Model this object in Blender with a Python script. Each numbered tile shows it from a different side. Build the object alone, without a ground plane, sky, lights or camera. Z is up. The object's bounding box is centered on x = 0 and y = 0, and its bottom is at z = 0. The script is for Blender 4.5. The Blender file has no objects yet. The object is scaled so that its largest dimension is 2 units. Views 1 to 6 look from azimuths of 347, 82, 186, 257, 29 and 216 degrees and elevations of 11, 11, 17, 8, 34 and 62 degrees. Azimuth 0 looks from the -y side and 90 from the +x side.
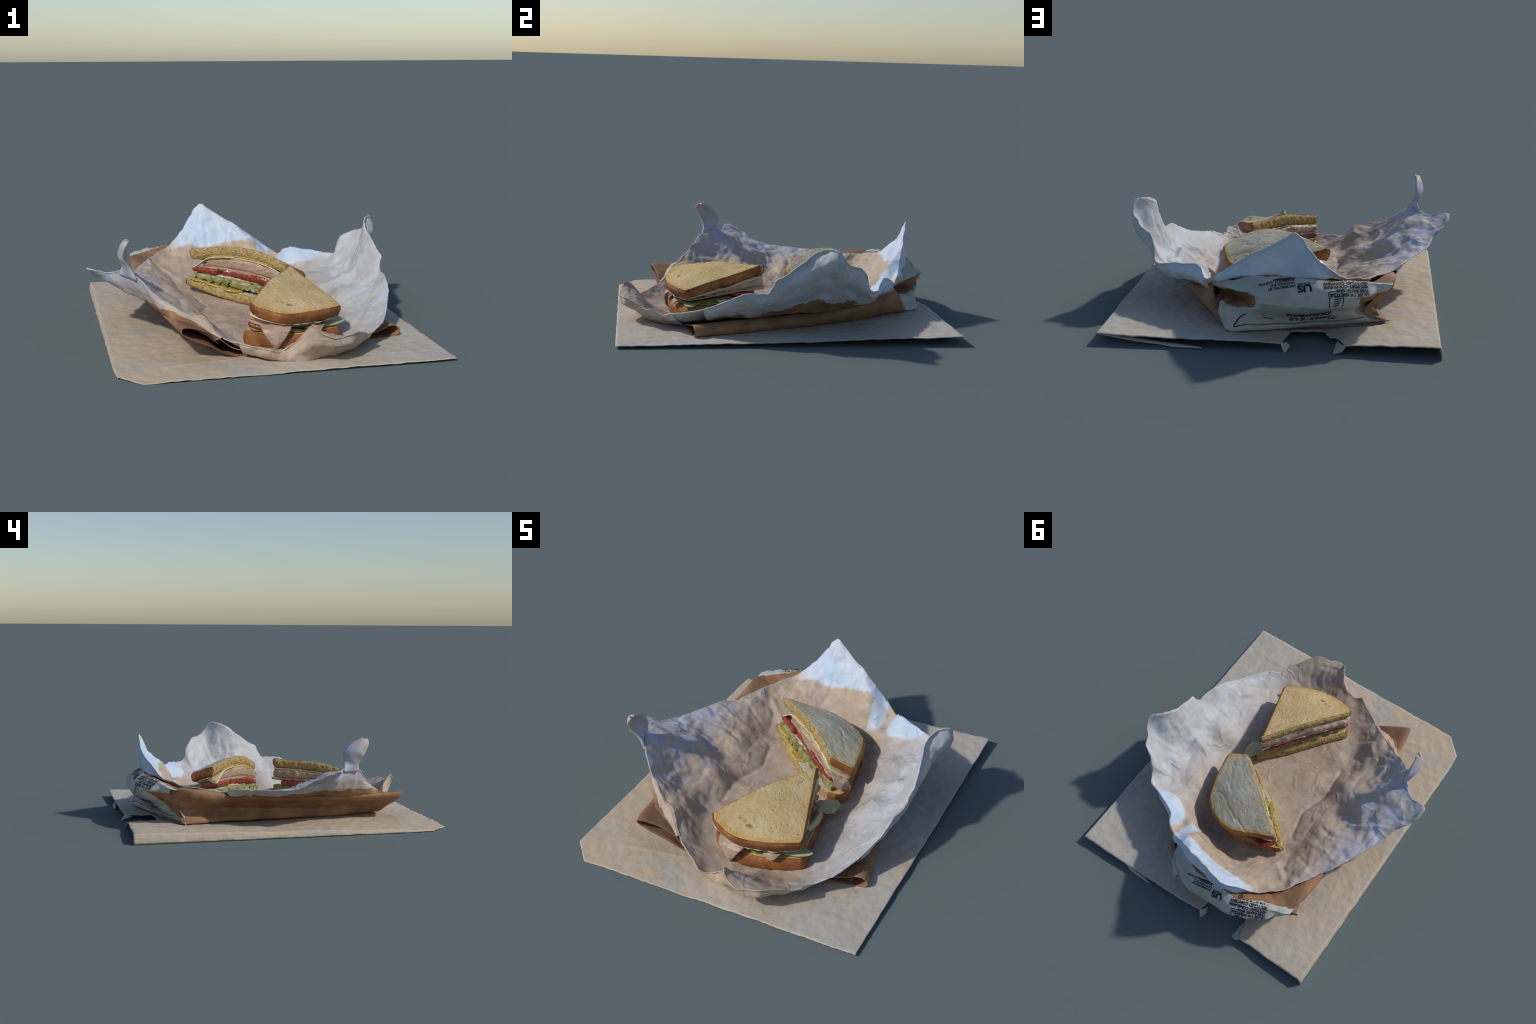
import bpy, bmesh, math, random
import numpy as np
from mathutils import Vector, noise
from mathutils.bvhtree import BVHTree

random.seed(7)
RNG = np.random.default_rng(7)
V = Vector

# ------------------------------------------------------------------ helpers
def catmull(P, n, closed=False):
    """n points evenly spaced along a centripetal-like Catmull-Rom through P."""
    P = np.asarray(P, float)
    m = len(P)
    segs = m if closed else m - 1
    fine = []
    for i in range(segs):
        if closed:
            p0, p1, p2, p3 = P[(i - 1) % m], P[i], P[(i + 1) % m], P[(i + 2) % m]
        else:
            p1, p2 = P[i], P[i + 1]
            p0 = P[i - 1] if i > 0 else 2 * p1 - p2
            p3 = P[i + 2] if i + 2 < m else 2 * p2 - p1
        d = np.linalg.norm(p2 - p1) + 1e-9
        d0 = np.linalg.norm(p1 - p0) + 1e-9
        d2 = np.linalg.norm(p3 - p2) + 1e-9
        m1 = (p2 - p0) / (d + d0) * d
        m2 = (p3 - p1) / (d + d2) * d
        for t in np.linspace(0, 1, 16, endpoint=False):
            h = t * t
            k = h * t
            fine.append((2*k - 3*h + 1) * p1 + (k - 2*h + t) * m1 + (-2*k + 3*h) * p2 + (k - h) * m2)
    fine.append(P[0] if closed else P[-1])
    fine = np.array(fine)
    L = np.concatenate([[0], np.cumsum(np.linalg.norm(np.diff(fine, axis=0), axis=1))])
    s = np.linspace(0, L[-1], n, endpoint=not closed)
    return np.stack([np.interp(s, L, fine[:, k]) for k in range(P.shape[1])], 1)


def tps(pts, reg=1e-3):
    """thin plate spline z(x, y) through a few points"""
    pts = np.asarray(pts, float)
    xy, z = pts[:, :2], pts[:, 2]
    n = len(pts)
    def U(r2):
        return np.where(r2 > 1e-12, 0.5 * r2 * np.log(r2 + 1e-12), 0)
    D = ((xy[:, None] - xy[None]) ** 2).sum(-1)
    A = np.zeros((n + 3, n + 3))
    A[:n, :n] = U(D) + reg * np.eye(n)
    A[:n, n] = 1
    A[:n, n + 1:] = xy
    A[n, :n] = 1
    A[n + 1:, :n] = xy.T
    w = np.linalg.solve(A, np.concatenate([z, [0, 0, 0]]))
    def f(x, y):
        x = np.asarray(x, float)
        y = np.asarray(y, float)
        r2 = (x[..., None] - xy[:, 0]) ** 2 + (y[..., None] - xy[:, 1]) ** 2
        return U(r2) @ w[:n] + w[n] + w[n + 1] * x + w[n + 2] * y
    return f


def nz(p, f, o=0.0):
    return noise.noise(V((p[0] * f + o, p[1] * f - o * 1.7, p[2] * f + o * .6)))


def ridge(p, f, o=0.0):
    return 1 - 2.2 * abs(nz(p, f, o))


def sstep(a, b, x):
    t = np.clip((x - a) / (b - a), 0, 1)
    return t * t * (3 - 2 * t)


def mesh_obj(name, verts, faces, mats, parent=None, mat_idx=None, smooth=True):
    me = bpy.data.meshes.new(name)
    me.from_pydata([tuple(map(float, v)) for v in verts], [], faces)
    for m in mats:
        me.materials.append(m)
    if mat_idx is not None:
        me.polygons.foreach_set('material_index', mat_idx)
    me.polygons.foreach_set('use_smooth', [smooth] * len(me.polygons))
    me.update()
    ob = bpy.data.objects.new(name, me)
    bpy.context.scene.collection.objects.link(ob)
    if parent:
        ob.parent = parent
    return ob


def grid_faces(nu, nv, cu=False, off=0, flip=False):
    F = []
    for i in range(nu if cu else nu - 1):
        for j in range(nv - 1):
            a, b = off + i * nv + j, off + ((i + 1) % nu) * nv + j
            q = (a, b, b + 1, a + 1)
            F.append(q[::-1] if flip else q)
    return F


def normals_of(G, cu=False):
    """per vertex normals of a grid G[nu,nv,3]"""
    if cu:
        du = np.roll(G, -1, 0) - np.roll(G, 1, 0)
    else:
        du = np.gradient(G, axis=0)
    dv = np.gradient(G, axis=1)
    n = np.cross(du, dv)
    return n / (np.linalg.norm(n, axis=-1, keepdims=True) + 1e-12)


def solidify(ob, t, off=-1):
    m = ob.modifiers.new('thickness', 'SOLIDIFY')
    m.thickness = t
    m.offset = off
    return m


def empty(name, loc, label, cat):
    e = bpy.data.objects.new(name, None)
    e.empty_display_size = .1
    bpy.context.scene.collection.objects.link(e)
    e['label'] = label
    e['category'] = cat
    return e

# ------------------------------------------------------------------ materials
class M:
    def __init__(s, name, rough=.7, spec=.3):
        s.m = bpy.data.materials.new(name)
        s.m.use_nodes = True
        s.nt = s.m.node_tree
        s.b = s.nt.nodes['Principled BSDF']
        s.b.inputs['Roughness'].default_value = rough
        s.b.inputs['Specular IOR Level'].default_value = spec
        s.tc = s.nt.nodes.new('ShaderNodeTexCoord')
        s.co = s.tc.outputs['Object']
    def n(s, t, **k):
        x = s.nt.nodes.new(t)
        for a, v in k.items():
            setattr(x, a, v)
        return x
    def l(s, a, b):
        s.nt.links.new(a, b)
    def setin(s, sock, v):
        if hasattr(v, 'is_linked') or hasattr(v, 'links'):
            s.l(v, sock)
        else:
            sock.default_value = v
    def noise(s, scale, detail=3, rough=.5, dist=0, vec=None, loc=(0, 0, 0), sc=(1, 1, 1)):
        mp = s.n('ShaderNodeMapping')
        s.l(vec or s.co, mp.inputs['Vector'])
        mp.inputs['Location'].default_value = loc
        mp.inputs['Scale'].default_value = sc
        x = s.n('ShaderNodeTexNoise')
        s.l(mp.outputs[0], x.inputs['Vector'])
        x.inputs['Scale'].default_value = scale
        x.inputs['Detail'].default_value = detail
        x.inputs['Roughness'].default_value = rough
        x.inputs['Distortion'].default_value = dist
        return x.outputs['Fac']
    def vor(s, scale, feature='F1', loc=(0, 0, 0), sc=(1, 1, 1)):
        mp = s.n('ShaderNodeMapping')
        s.l(s.co, mp.inputs['Vector'])
        mp.inputs['Location'].default_value = loc
        mp.inputs['Scale'].default_value = sc
        x = s.n('ShaderNodeTexVoronoi')
        x.feature = feature
        s.l(mp.outputs[0], x.inputs['Vector'])
        x.inputs['Scale'].default_value = scale
        return x.outputs['Distance']
    def math(s, op, a, b=0.0, clamp=False):
        x = s.n('ShaderNodeMath', operation=op, use_clamp=clamp)
        s.setin(x.inputs[0], a)
        s.setin(x.inputs[1], b)
        return x.outputs[0]
    def step(s, a, b, v):
        x = s.n('ShaderNodeMapRange', interpolation_type='SMOOTHSTEP')
        s.setin(x.inputs['Value'], v)
        x.inputs['From Min'].default_value = a
        x.inputs['From Max'].default_value = b
        return x.outputs['Result']
    def mix(s, f, a, b, mode='MIX'):
        x = s.n('ShaderNodeMix', data_type='RGBA', blend_type=mode)
        s.setin(x.inputs['Factor'], f)
        for sock, v in ((x.inputs['A'], a), (x.inputs['B'], b)):
            if isinstance(v, tuple):
                sock.default_value = (*v, 1)
            else:
                s.l(v, sock)
        return x.outputs['Result']
    def xyz(s):
        x = s.n('ShaderNodeSeparateXYZ')
        s.l(s.co, x.inputs[0])
        return x.outputs
    def dist(s, p, sc=(1, 1, 1)):
        a = s.n('ShaderNodeVectorMath', operation='SUBTRACT')
        s.l(s.co, a.inputs[0])
        a.inputs[1].default_value = p
        m = s.n('ShaderNodeVectorMath', operation='MULTIPLY')
        s.l(a.outputs[0], m.inputs[0])
        m.inputs[1].default_value = sc
        b = s.n('ShaderNodeVectorMath', operation='LENGTH')
        s.l(m.outputs[0], b.inputs[0])
        return b.outputs['Value']
    def col(s, c):
        s.setin(s.b.inputs['Base Color'], (*c, 1) if isinstance(c, tuple) else c)
    def bump(s, h, strength=.4, d=.01):
        x = s.n('ShaderNodeBump')
        x.inputs['Strength'].default_value = strength
        x.inputs['Distance'].default_value = d
        s.l(h, x.inputs['Height'])
        s.l(x.outputs[0], s.b.inputs['Normal'])


def mat_mat():
    m = M('table_sheet_paper', .75, .25)
    c = m.mix(m.step(.35, .65, m.noise(2.2, 2)), (.475, .43, .36), (.52, .49, .435))
    X = m.xyz()
    warm = m.math('ADD', m.math('MULTIPLY', X['X'], -.6), m.math('MULTIPLY', X['Y'], -.25))
    c = m.mix(m.step(-.3, 1.0, m.math('ADD', warm, m.math('MULTIPLY', m.noise(3, 2), .5))), c, (.54, .43, .31))
    c = m.mix(m.math('MULTIPLY', m.step(.52, .66, m.noise(3.0, 3, loc=(3, 1, 0))), .55), c, (.42, .415, .375))
    c = m.mix(m.math('MULTIPLY', m.step(.54, .68, m.noise(2.6, 3, loc=(9, 4, 0))), .5), c, (.53, .41, .29))
    st = m.math('ADD', m.dist((-.36, -.66, 0), (1, 1.6, 0)), m.math('MULTIPLY', m.noise(7, 3, loc=(2, 2, 0)), .22))
    c = m.mix(m.math('MULTIPLY', m.step(.42, .22, st), .55), c, (.47, .37, .25))
    for p in ((-.62, -.62, .02), (-.30, -.93, .0), (-.72, .33, .03), (-.70, -.30, .03)):
        c = m.mix(m.math('MULTIPLY', m.step(.075, .02, m.math('ADD', m.dist(p, (1, 1.5, 0)), m.math('MULTIPLY', m.noise(20, 2), .03))), .55), c, (.66, .42, .24))
    c = m.mix(m.math('MULTIPLY', m.step(.45, .65, m.noise(26, 3)), .15), c, (.38, .34, .29))
    c = m.mix(m.math('MULTIPLY', m.step(.70, .76, m.noise(75, 1)), .3), c, (.26, .22, .18))
    m.col(c)
    m.bump(m.noise(24, 4), .4, .012)
    return m.m


def mat_wrap():
    m = M('butcher_paper', .55, .35)
    X = m.xyz()
    n1 = m.noise(5, 3)
    n2 = m.noise(14, 4, .6, .4)
    n3 = m.noise(9, 3, .5, .6, loc=(2, 5, 1))
    tan = m.mix(m.step(.3, .7, n2), (.445, .335, .24), (.535, .42, .315))
    # cooler, paler tone to the right and along the left rim, reached gradually
    fx = m.math('ADD', X['X'], m.math('MULTIPLY', n1, .25))
    white = m.mix(m.step(.35, .65, n2), (.49, .475, .465), (.55, .57, .59))
    c = m.mix(m.step(.44, .80, fx), tan, white)
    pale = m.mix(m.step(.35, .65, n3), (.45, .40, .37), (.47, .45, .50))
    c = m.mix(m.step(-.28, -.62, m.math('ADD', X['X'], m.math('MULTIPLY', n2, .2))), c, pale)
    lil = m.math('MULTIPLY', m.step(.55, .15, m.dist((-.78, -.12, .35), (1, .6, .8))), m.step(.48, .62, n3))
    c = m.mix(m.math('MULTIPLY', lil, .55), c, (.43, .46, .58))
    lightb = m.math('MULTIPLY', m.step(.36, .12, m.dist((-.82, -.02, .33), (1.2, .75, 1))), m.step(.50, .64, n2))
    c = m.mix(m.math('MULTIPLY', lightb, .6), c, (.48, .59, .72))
    # baked skylight: blue-white paint above the shadow edge on back corner and flap
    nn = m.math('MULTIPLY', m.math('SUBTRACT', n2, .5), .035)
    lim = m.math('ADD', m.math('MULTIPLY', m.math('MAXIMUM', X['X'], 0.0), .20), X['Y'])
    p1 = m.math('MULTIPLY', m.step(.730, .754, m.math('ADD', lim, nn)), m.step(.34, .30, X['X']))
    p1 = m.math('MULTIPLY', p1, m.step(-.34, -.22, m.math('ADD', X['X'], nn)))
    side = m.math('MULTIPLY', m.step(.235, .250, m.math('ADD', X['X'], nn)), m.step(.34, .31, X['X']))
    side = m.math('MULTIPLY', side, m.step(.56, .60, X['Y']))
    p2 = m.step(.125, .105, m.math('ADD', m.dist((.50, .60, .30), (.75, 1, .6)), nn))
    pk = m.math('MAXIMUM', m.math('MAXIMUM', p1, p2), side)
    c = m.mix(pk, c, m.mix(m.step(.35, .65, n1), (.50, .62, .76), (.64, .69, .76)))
    c = m.mix(m.math('MULTIPLY', m.step(.50, .66, m.noise(6, 4, .6, .5, loc=(8, 3, 2))), .22), c, (.47, .48, .52))
    # grease and mustard specks
    c = m.mix(m.math('MULTIPLY', m.step(.012, .006, m.dist((.727, .214, .296))), .7), c, (.45, .27, .10))
    c = m.mix(m.math('MULTIPLY', m.step(.016, .007, m.dist((.664, -.29, .179))), .8), c, (.62, .60, .12))
    c = m.mix(m.math('MULTIPLY', m.step(.035, .012, m.dist((-.41, .61, .258))), .6), c, (.50, .45, .12))
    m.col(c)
    # sharp hairline creases running between crumpled facets
    q = m.n('ShaderNodeVectorMath', operation='ADD')
    wob = m.n('ShaderNodeTexNoise')
    m.l(m.co, wob.inputs['Vector'])
    wob.inputs['Scale'].default_value = 7
    wob.inputs['Detail'].default_value = 2
    sc = m.n('ShaderNodeVectorMath', operation='SCALE')
    m.l(wob.outputs['Color'], sc.inputs[0])
    sc.inputs['Scale'].default_value = .16
    m.l(m.co, q.inputs[0])
    m.l(sc.outputs[0], q.inputs[1])
    def crease(scale, w):
        v = m.n('ShaderNodeTexVoronoi', feature='DISTANCE_TO_EDGE')
        m.l(q.outputs[0], v.inputs['Vector'])
        v.inputs['Scale'].default_value = scale
        return m.step(w, 0.0, v.outputs['Distance'])
    h = m.math('MULTIPLY', m.math('MULTIPLY', crease(6, .09), m.step(.50, .66, m.noise(5, 2, loc=(7, 1, 3)))), .7)
    h = m.math('ADD', h, m.math('MULTIPLY', m.noise(30, 4, .6), .6))
    m.bump(h, .32, .013)
    return m.m


def mat_bag():
    m = M('kraft_paper', .7, .25)
    X = m.xyz()
    n1 = m.noise(7, 3)
    c = m.mix(m.step(.3, .7, n1), (.22, .115, .058), (.37, .205, .105))
    c = m.mix(m.math('MULTIPLY', m.step(.48, .66, m.noise(4, 4, .6, .6, loc=(1, 7, 2))), .45), c, (.20, .105, .06))
    c = m.mix(m.math('MULTIPLY', m.step(.5, .7, m.noise(60, 3)), .3), c, (.22, .12, .06))
    m.col(c)
    m.bump(m.noise(35, 4), .3, .01)
    return m.m


def mat_print():
    m = M('bag_bottom_paper', .65, .3)
    n1 = m.noise(6, 3)
    c = m.mix(m.step(.35, .65, n1), (.44, .45, .40), (.50, .50, .46))
    c = m.mix(m.math('MULTIPLY', m.step(.55, .7, m.noise(11, 3, loc=(4, 0, 2))), .45), c, (.44, .33, .21))
    m.col(c)
    m.bump(m.noise(40, 3), .2, .008)
    return m.m


def mat_ink():
    m = M('black_ink', .6, .2)
    m.col(m.mix(m.step(.4, .7, m.noise(90, 2)), (.012, .014, .018), (.05, .05, .055)))
    return m.m


def mat_crumb_top(name, a, b, dark, pits=()):
    m = M(name, .9, .15)
    n = m.noise(9, 5, .62)
    c = m.mix(m.step(.3, .7, n), a, b)
    c = m.mix(m.math('MULTIPLY', m.step(.60, .70, m.noise(40, 3, .5, .3)), .5), c, dark)
    c = m.mix(m.math('MULTIPLY', m.step(.55, .72, m.noise(6, 2, loc=(1, 2, 0))), .4), c, dark)
    for p, r in pits:
        d = m.math('ADD', m.dist(p, (.55, 1, .4)), m.math('MULTIPLY', m.noise(60, 2), .012))
        c = m.mix(m.math('MULTIPLY', m.step(r + .012, r * .4 + .004, d), .85), c, (.20, .115, .03))
    m.col(c)
    h = m.math('ADD', m.noise(70, 4, .65), m.math('MULTIPLY', m.step(.0, .35, m.vor(55)), .8))
    m.bump(h, .35, .010)
    return m.m


def mat_crumb_cut():
    m = M('bread_crumb_cut', .95, .1)
    c = m.mix(m.step(.3, .7, m.noise(38, 5, .7)), (.42, .285, .10), (.57, .42, .19))
    c = m.mix(m.math('MULTIPLY', m.step(.35, .1, m.vor(80)), .35), c, (.27, .17, .06))
    m.col(c)
    m.bump(m.math('ADD', m.noise(85, 4, .7), m.step(0, .4, m.vor(80))), .8, .014)
    return m.m


def mat_crust():
    m = M('bread_crust', .6, .3)
    c = m.mix(m.step(.3, .75, m.noise(9, 4)), (.17, .058, .018), (.38, .155, .045))
    c = m.mix(m.math('MULTIPLY', m.step(.6, .7, m.noise(30, 3)), .35), c, (.55, .28, .09))
    m.col(c)
    m.bump(m.noise(55, 4), .35, .008)
    return m.m


def mat_simple(name, a, b, scale, rough=.4, spec=.5, bump=.3, sss=0, sc=(1, 1, 1), c3=None):
    m = M(name, rough, spec)
    c = m.mix(m.step(.35, .65, m.noise(scale, 4, .6, .3, sc=sc)), a, b)
    if c3:
        c = m.mix(m.step(.56, .68, m.noise(scale * 2.3, 3, loc=(3, 3, 3), sc=sc)), c, c3)
    m.col(c)
    if sss:
        m.b.inputs['Subsurface Weight'].default_value = sss
        m.b.inputs['Subsurface Radius'].default_value = (.02, .01, .006)
        m.b.inputs['Subsurface Scale'].default_value = .5
    m.bump(m.noise(scale * 2.5, 3, sc=sc), bump, .01)
    return m.m


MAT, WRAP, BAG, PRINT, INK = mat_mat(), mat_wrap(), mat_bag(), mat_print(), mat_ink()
CRUMB_A = mat_crumb_top('bread_face', (.565, .40, .185), (.665, .50, .27), (.44, .265, .09), (((.115, -.620, .240), .010), ((.085, -.605, .243), .004), ((.050, -.600, .250), .004), ((.375, -.575, .222), .004), ((.362, -.560, .225), .004)))
CRUMB_B = mat_crumb_top('bread_face_sky_tint', (.54, .45, .28), (.58, .56, .48), (.44, .34, .18))  # top face greyed and lightened to carry the sky's reflection
CUT, CRUST = mat_crumb_cut(), mat_crust()
RIND = mat_crumb_top('bread_golden_edge', (.56, .36, .12), (.64, .44, .18), (.44, .22, .06))
TURKEY = mat_simple('roast_turkey', (.36, .24, .165), (.47, .335, .24), 14, .45, .5, .5, .1, (1, 1, 3))
TOMATO = mat_simple('tomato_flesh', (.19, .022, .012), (.29, .042, .020), 18, .25, .5, .4, .1, c3=(.36, .14, .06))
LETTUCE = mat_simple('lettuce_green', (.19, .18, .045), (.34, .31, .13), 12, .45, .4, .4, c3=(.12, .14, .03))
LETTUCE_PALE = mat_simple('lettuce_rib', (.40, .40, .22), (.52, .50, .32), 10, .4, .45, .2)
CHEESE = mat_simple('provolone', (.60, .50, .28), (.66, .57, .36), 8, .4, .45, .15, .1)
MUSTARD = mat_simple('mustard', (.44, .29, .04), (.50, .37, .10), 16, .35, .5, .4)
ONION = mat_simple('sliced_onion', (.44, .36, .26), (.50, .44, .32), 12, .35, .5, .3)

# ------------------------------------------------------------------ table sheet
def build_sheet():
    e = empty('table_paper', (0, 0, 0), 'creased beige paper sheet with a torn back edge', 'paper sheet')
    top = tps([(.878, -.998, .012), (.3, -1, .010), (-.2, -1, .006), (-.68, -1, .002), (-.8, -.89, .010),
               (-.8, -.5, .023), (-.8, -.3, .031), (-.8, .1, .039), (-.8, .65, .051), (-.80, 1.0, .060),
               (.875, .99, .050), (.4, .98, .045), (-.03, .95, .038), (-.33, .96, .044), (.3, .84, .048),
               (-.55, .85, .058), (-.62, -.2, .034), (-.65, .4, .046), (-.55, -.8, .018),
               (.876, 0, .030), (0, -.3, .014), (.0, .4, .022), (.5, .4, .032), (-.35, .3, .026)])
    # back edge: straight, with a ragged bite where the bag overhangs it
    bx = [-.805, -.345, -.328, -.310, -.300, -.285, -.262, -.242, -.230, -.100, -.060, -.046, -.036, -.028, .10, .40, .65, .878]
    by = [.994, .984, .960, .900, .860, .842, .850, .815, .780, .790, .800, .860, .930, .968, .982, .988, .992, .994]
    bd = [0, 0, 0, .2, .3, .3, .3, .2, .1, .1, .1, .2, .1, 0, 0, 0, 0, 0]     # how far the torn lip droops
    fx = [-.792, -.680, .878]
    fy = [-.885, -1.0, -.998]
    nu, nv = 220, 150
    xs = np.linspace(-.792, .878, nu)
    xs = np.sort(np.concatenate([xs, np.array(bx[1:-1])]))
    nu = len(xs)
    G = np.zeros((nu, nv, 3))
    for i, x in enumerate(xs):
        y0, y1 = np.interp(x, fx, fy), np.interp(x, bx, by)
        d = np.interp(x, bx, bd)
        y0 += .004 * nz((x, 0, 0), 9) + .002 * nz((x, 0, 0), 40)
        y1 += .005 * nz((x, 5, 0), 8) + .003 * nz((x, 5, 0), 40)
        for j in range(nv):
            t = j / (nv - 1)
            y = y0 + (y1 - y0) * t
            xx = x
            if x > .80:
                xx = x + (.003 * nz((1, y, 0), 7) - .001) * (x - .80) / .078
            z = float(top(xx, y))
            z += .0045 * nz((xx, y, 0), 5) + .0036 * nz((xx, y, 0), 15) + .0022 * nz((xx, y, 0), 30)
            # faint pressed crease lines in front of the bag
            z += .005 * math.exp(-((y + .80 - .18 * (xx + .5)) / .012) ** 2) * sstep(-.62, -.5, xx) * sstep(-.05, -.25, xx)
            z -= d * z * sstep(.9, 1, t) * .98
            G[i, j] = (xx, y, max(z, .0015))
    # left margin folded down to the ground
    k = 7
    fold = np.zeros((k, nv, 3))
    for q in range(k):
        t = 1 - q / k
        for j in range(nv):
            p = G[0, j]
            a = t * math.pi / 2
            w = .012 * nz((q, p[1], 0), 12) * t
            z = p[2] * (1 - t) ** .8
            fold[q, j] = (p[0] - (.009 * math.sin(a) - w * .4) * min(1, (p[1] + .885) / .1), p[1], max(.0005, z))
    G = np.concatenate([fold, G])
    ob = mesh_obj('paper_sheet', G.reshape(-1, 3), grid_faces(len(G), nv), [MAT], e)
    solidify(ob, .0035, -1)
    # two torn tips hanging to the ground beside the bite
    for rows, sd in (([[(-.026,.962,.036),(-.040,.950,.032),(-.052,.920,.024)], [(-.034,.978,.018),(-.050,.974,.014),(-.070,.955,.018)], [(-.048,.997,.002),(-.051,.996,.0015),(-.054,.994,.002)]], 1.0),
                     ([[(-.345,.984,.043),(-.325,.955,.036),(-.298,.868,.022)], [(-.322,.994,.018),(-.302,.972,.014),(-.288,.920,.012)], [(-.286,.990,.002),(-.284,.986,.0015),(-.282,.982,.002)]], 2.0)):
        t = sheet('torn_tip', e, rows, MAT, .003, 24, 14, .004, 22, sd)
    # torn strip hanging under the back right edge
    n = 40
    P = []
    up = np.array([(.872, .955, .040), (.70, .945, .020), (.56, .955, .012), (.50, .965, .012), (.36, .99, .004)])
    lo = np.array([(.868, .962, .034), (.70, .965, .009), (.55, .985, .004), (.50, 1.0, .003), (.35, 1.0, .002)])
    U, L = catmull(up, n), catmull(lo, n)
    for i in range(n):
        for t in (0, .5, 1):
            p = U[i] * (1 - t) + L[i] * t
            P.append(p + [0, .003 * nz(p, 30), .0])
    s = mesh_obj('torn_strip', P, grid_faces(n, 3), [MAT], e)
    solidify(s, .003, 0)
    return e

# ------------------------------------------------------------------ wrapper
RIM = [(.150,-.940,.220),(.185,-.975,.185),(.247,-.987,.160),(.290,-.967,.156),(.350,-.951,.166),(.399,-.917,.162),
       (.434,-.874,.145),(.470,-.834,.127),(.503,-.799,.127),(.512,-.736,.100),(.596,-.674,.130),(.629,-.618,.142),
       (.690,-.502,.175),(.745,-.363,.241),(.757,-.286,.275),(.775,-.215,.286),(.776,-.151,.288),(.784,-.115,.333),
       (.796,-.100,.368),(.790,-.060,.388),(.784,.000,.430),(.774,.060,.470),(.766,.113,.513),(.794,.182,.547),(.851,.245,.545),
       (.853,.285,.482),(.815,.330,.450),(.793,.380,.437),(.739,.410,.411),(.711,.445,.366),(.697,.468,.288),
       (.666,.515,.277),(.581,.547,.292),(.457,.606,.305),(.430,.622,.298),(.406,.665,.280),(.382,.688,.257),
       (.305,.734,.308),(.224,.763,.367),(.121,.800,.442),(.058,.815,.480),(-.030,.850,.535),(-.089,.872,.566),
       (-.153,.870,.487),(-.220,.819,.402),(-.322,.753,.316),(-.367,.711,.303),(-.435,.637,.283),(-.468,.581,.276),
       (-.518,.491,.267),(-.565,.404,.260),(-.593,.374,.271),(-.619,.329,.277),(-.647,.266,.280),(-.685,.186,.280),
       (-.721,.103,.285),(-.753,.044,.287),(-.783,-.047,.316),(-.820,-.092,.350),(-.871,-.167,.393),(-.876,-.213,.410),
       (-.871,-.245,.412),(-.838,-.255,.403),(-.788,-.264,.385),(-.750,-.278,.392),(-.708,-.315,.406),(-.645,-.415,.392),
       (-.560,-.500,.315),(-.484,-.550,.260),(-.406,-.602,.222),(-.340,-.637,.220),(-.250,-.722,.122),(-.180,-.777,.108),
       (-.112,-.822,.096),(-.042,-.872,.088),(-.005,-.860,.073),(.064,-.855,.103),(.100,-.870,.136),(.125,-.888,.175),
       (.138,-.930,.205)]
# height samples of the sandwich bed and of the folds between it and the rim
BED = [(.08,-.02,.060),(.10,-.40,.040),(.03,-.66,.035),(.30,-.45,.040),(.20,.30,.085),(0,.15,.078),(.0,.40,.115),
       (.3,0,.050),(-.1,-.3,.082),(-.17,-.40,.106),(-.15,-.15,.094),(-.12,-.50,.068),(.13,-.76,.042),(.34,-.70,.040),(-.03,-.73,.042),(-.17,-.60,.055),(-.22,-.45,.095),
       (-.235,-.314,.096),(-.247,-.192,.102),(-.246,-.084,.095),(-.195,.074,.092),(-.214,.168,.098),(-.234,.253,.110),
       (-.30,.42,.140),(-.20,.55,.170),(-.06,.60,.155),(.10,.58,.125),(.28,.52,.105)]
FOLDS = [(.493,-.478,.066),(.497,-.327,.091),(.469,-.168,.100),(.451,-.032,.083),(.463,.157,.145),(.456,.208,.151),
         (.42,.336,.165),(.46,-.60,.048),(.43,.10,.085),
         (.562,-.498,.090),(.615,-.417,.136),(.638,-.394,.147),(.685,-.383,.192),(.664,-.290,.179),(.515,-.204,.115),
         (.550,-.078,.189),(.600,-.010,.182),(.630,.060,.215),(.630,.091,.237),(.628,.140,.212),(.636,.190,.200),
         (.582,.275,.203),(.655,.290,.240),(.690,.358,.250),(.735,.110,.360),(.720,.050,.325),(.745,.170,.365),(.727,.214,.296),(.542,.127,.172),(.70,.03,.255),(.769,.169,.446),(.810,.255,.425),(.806,.214,.503),
         (.321,-.802,.090),(.276,-.771,.073),(.216,-.765,.073),(.309,.546,.190),(.36,.50,.160),(.52,.42,.200),(.35,.61,.200),
         (.249,.683,.325),(.200,.700,.368),(.131,.715,.352),(.066,.726,.341),(.001,.737,.331),(-.091,.747,.328),
         (-.146,.744,.322),(-.177,.728,.317),
         (-.308,-.558,.194),(-.467,-.473,.240),(-.475,-.035,.185),(-.587,.018,.258),(-.485,.460,.265),(-.642,-.243,.371),
         (-.615,-.190,.340),(-.579,-.141,.308),(-.536,-.111,.289),(-.510,-.076,.262),(-.474,-.443,.236),(-.489,-.387,.219),
         (-.463,-.313,.216),(-.436,-.266,.207),(-.340,-.212,.195),(-.300,-.185,.165),(-.419,.607,.258),
         (-.33,.05,.158),(-.34,.20,.170),(-.45,.12,.218),(-.42,.30,.215),(-.36,.48,.205),(-.30,.60,.225),(-.28,-.50,.142)]
FLOOR = tps(BED + FOLDS[:9], 1e-3)
_R = np.array(RIM)
_keep = [0, 2, 4] + list(range(5, len(RIM)))
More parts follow.
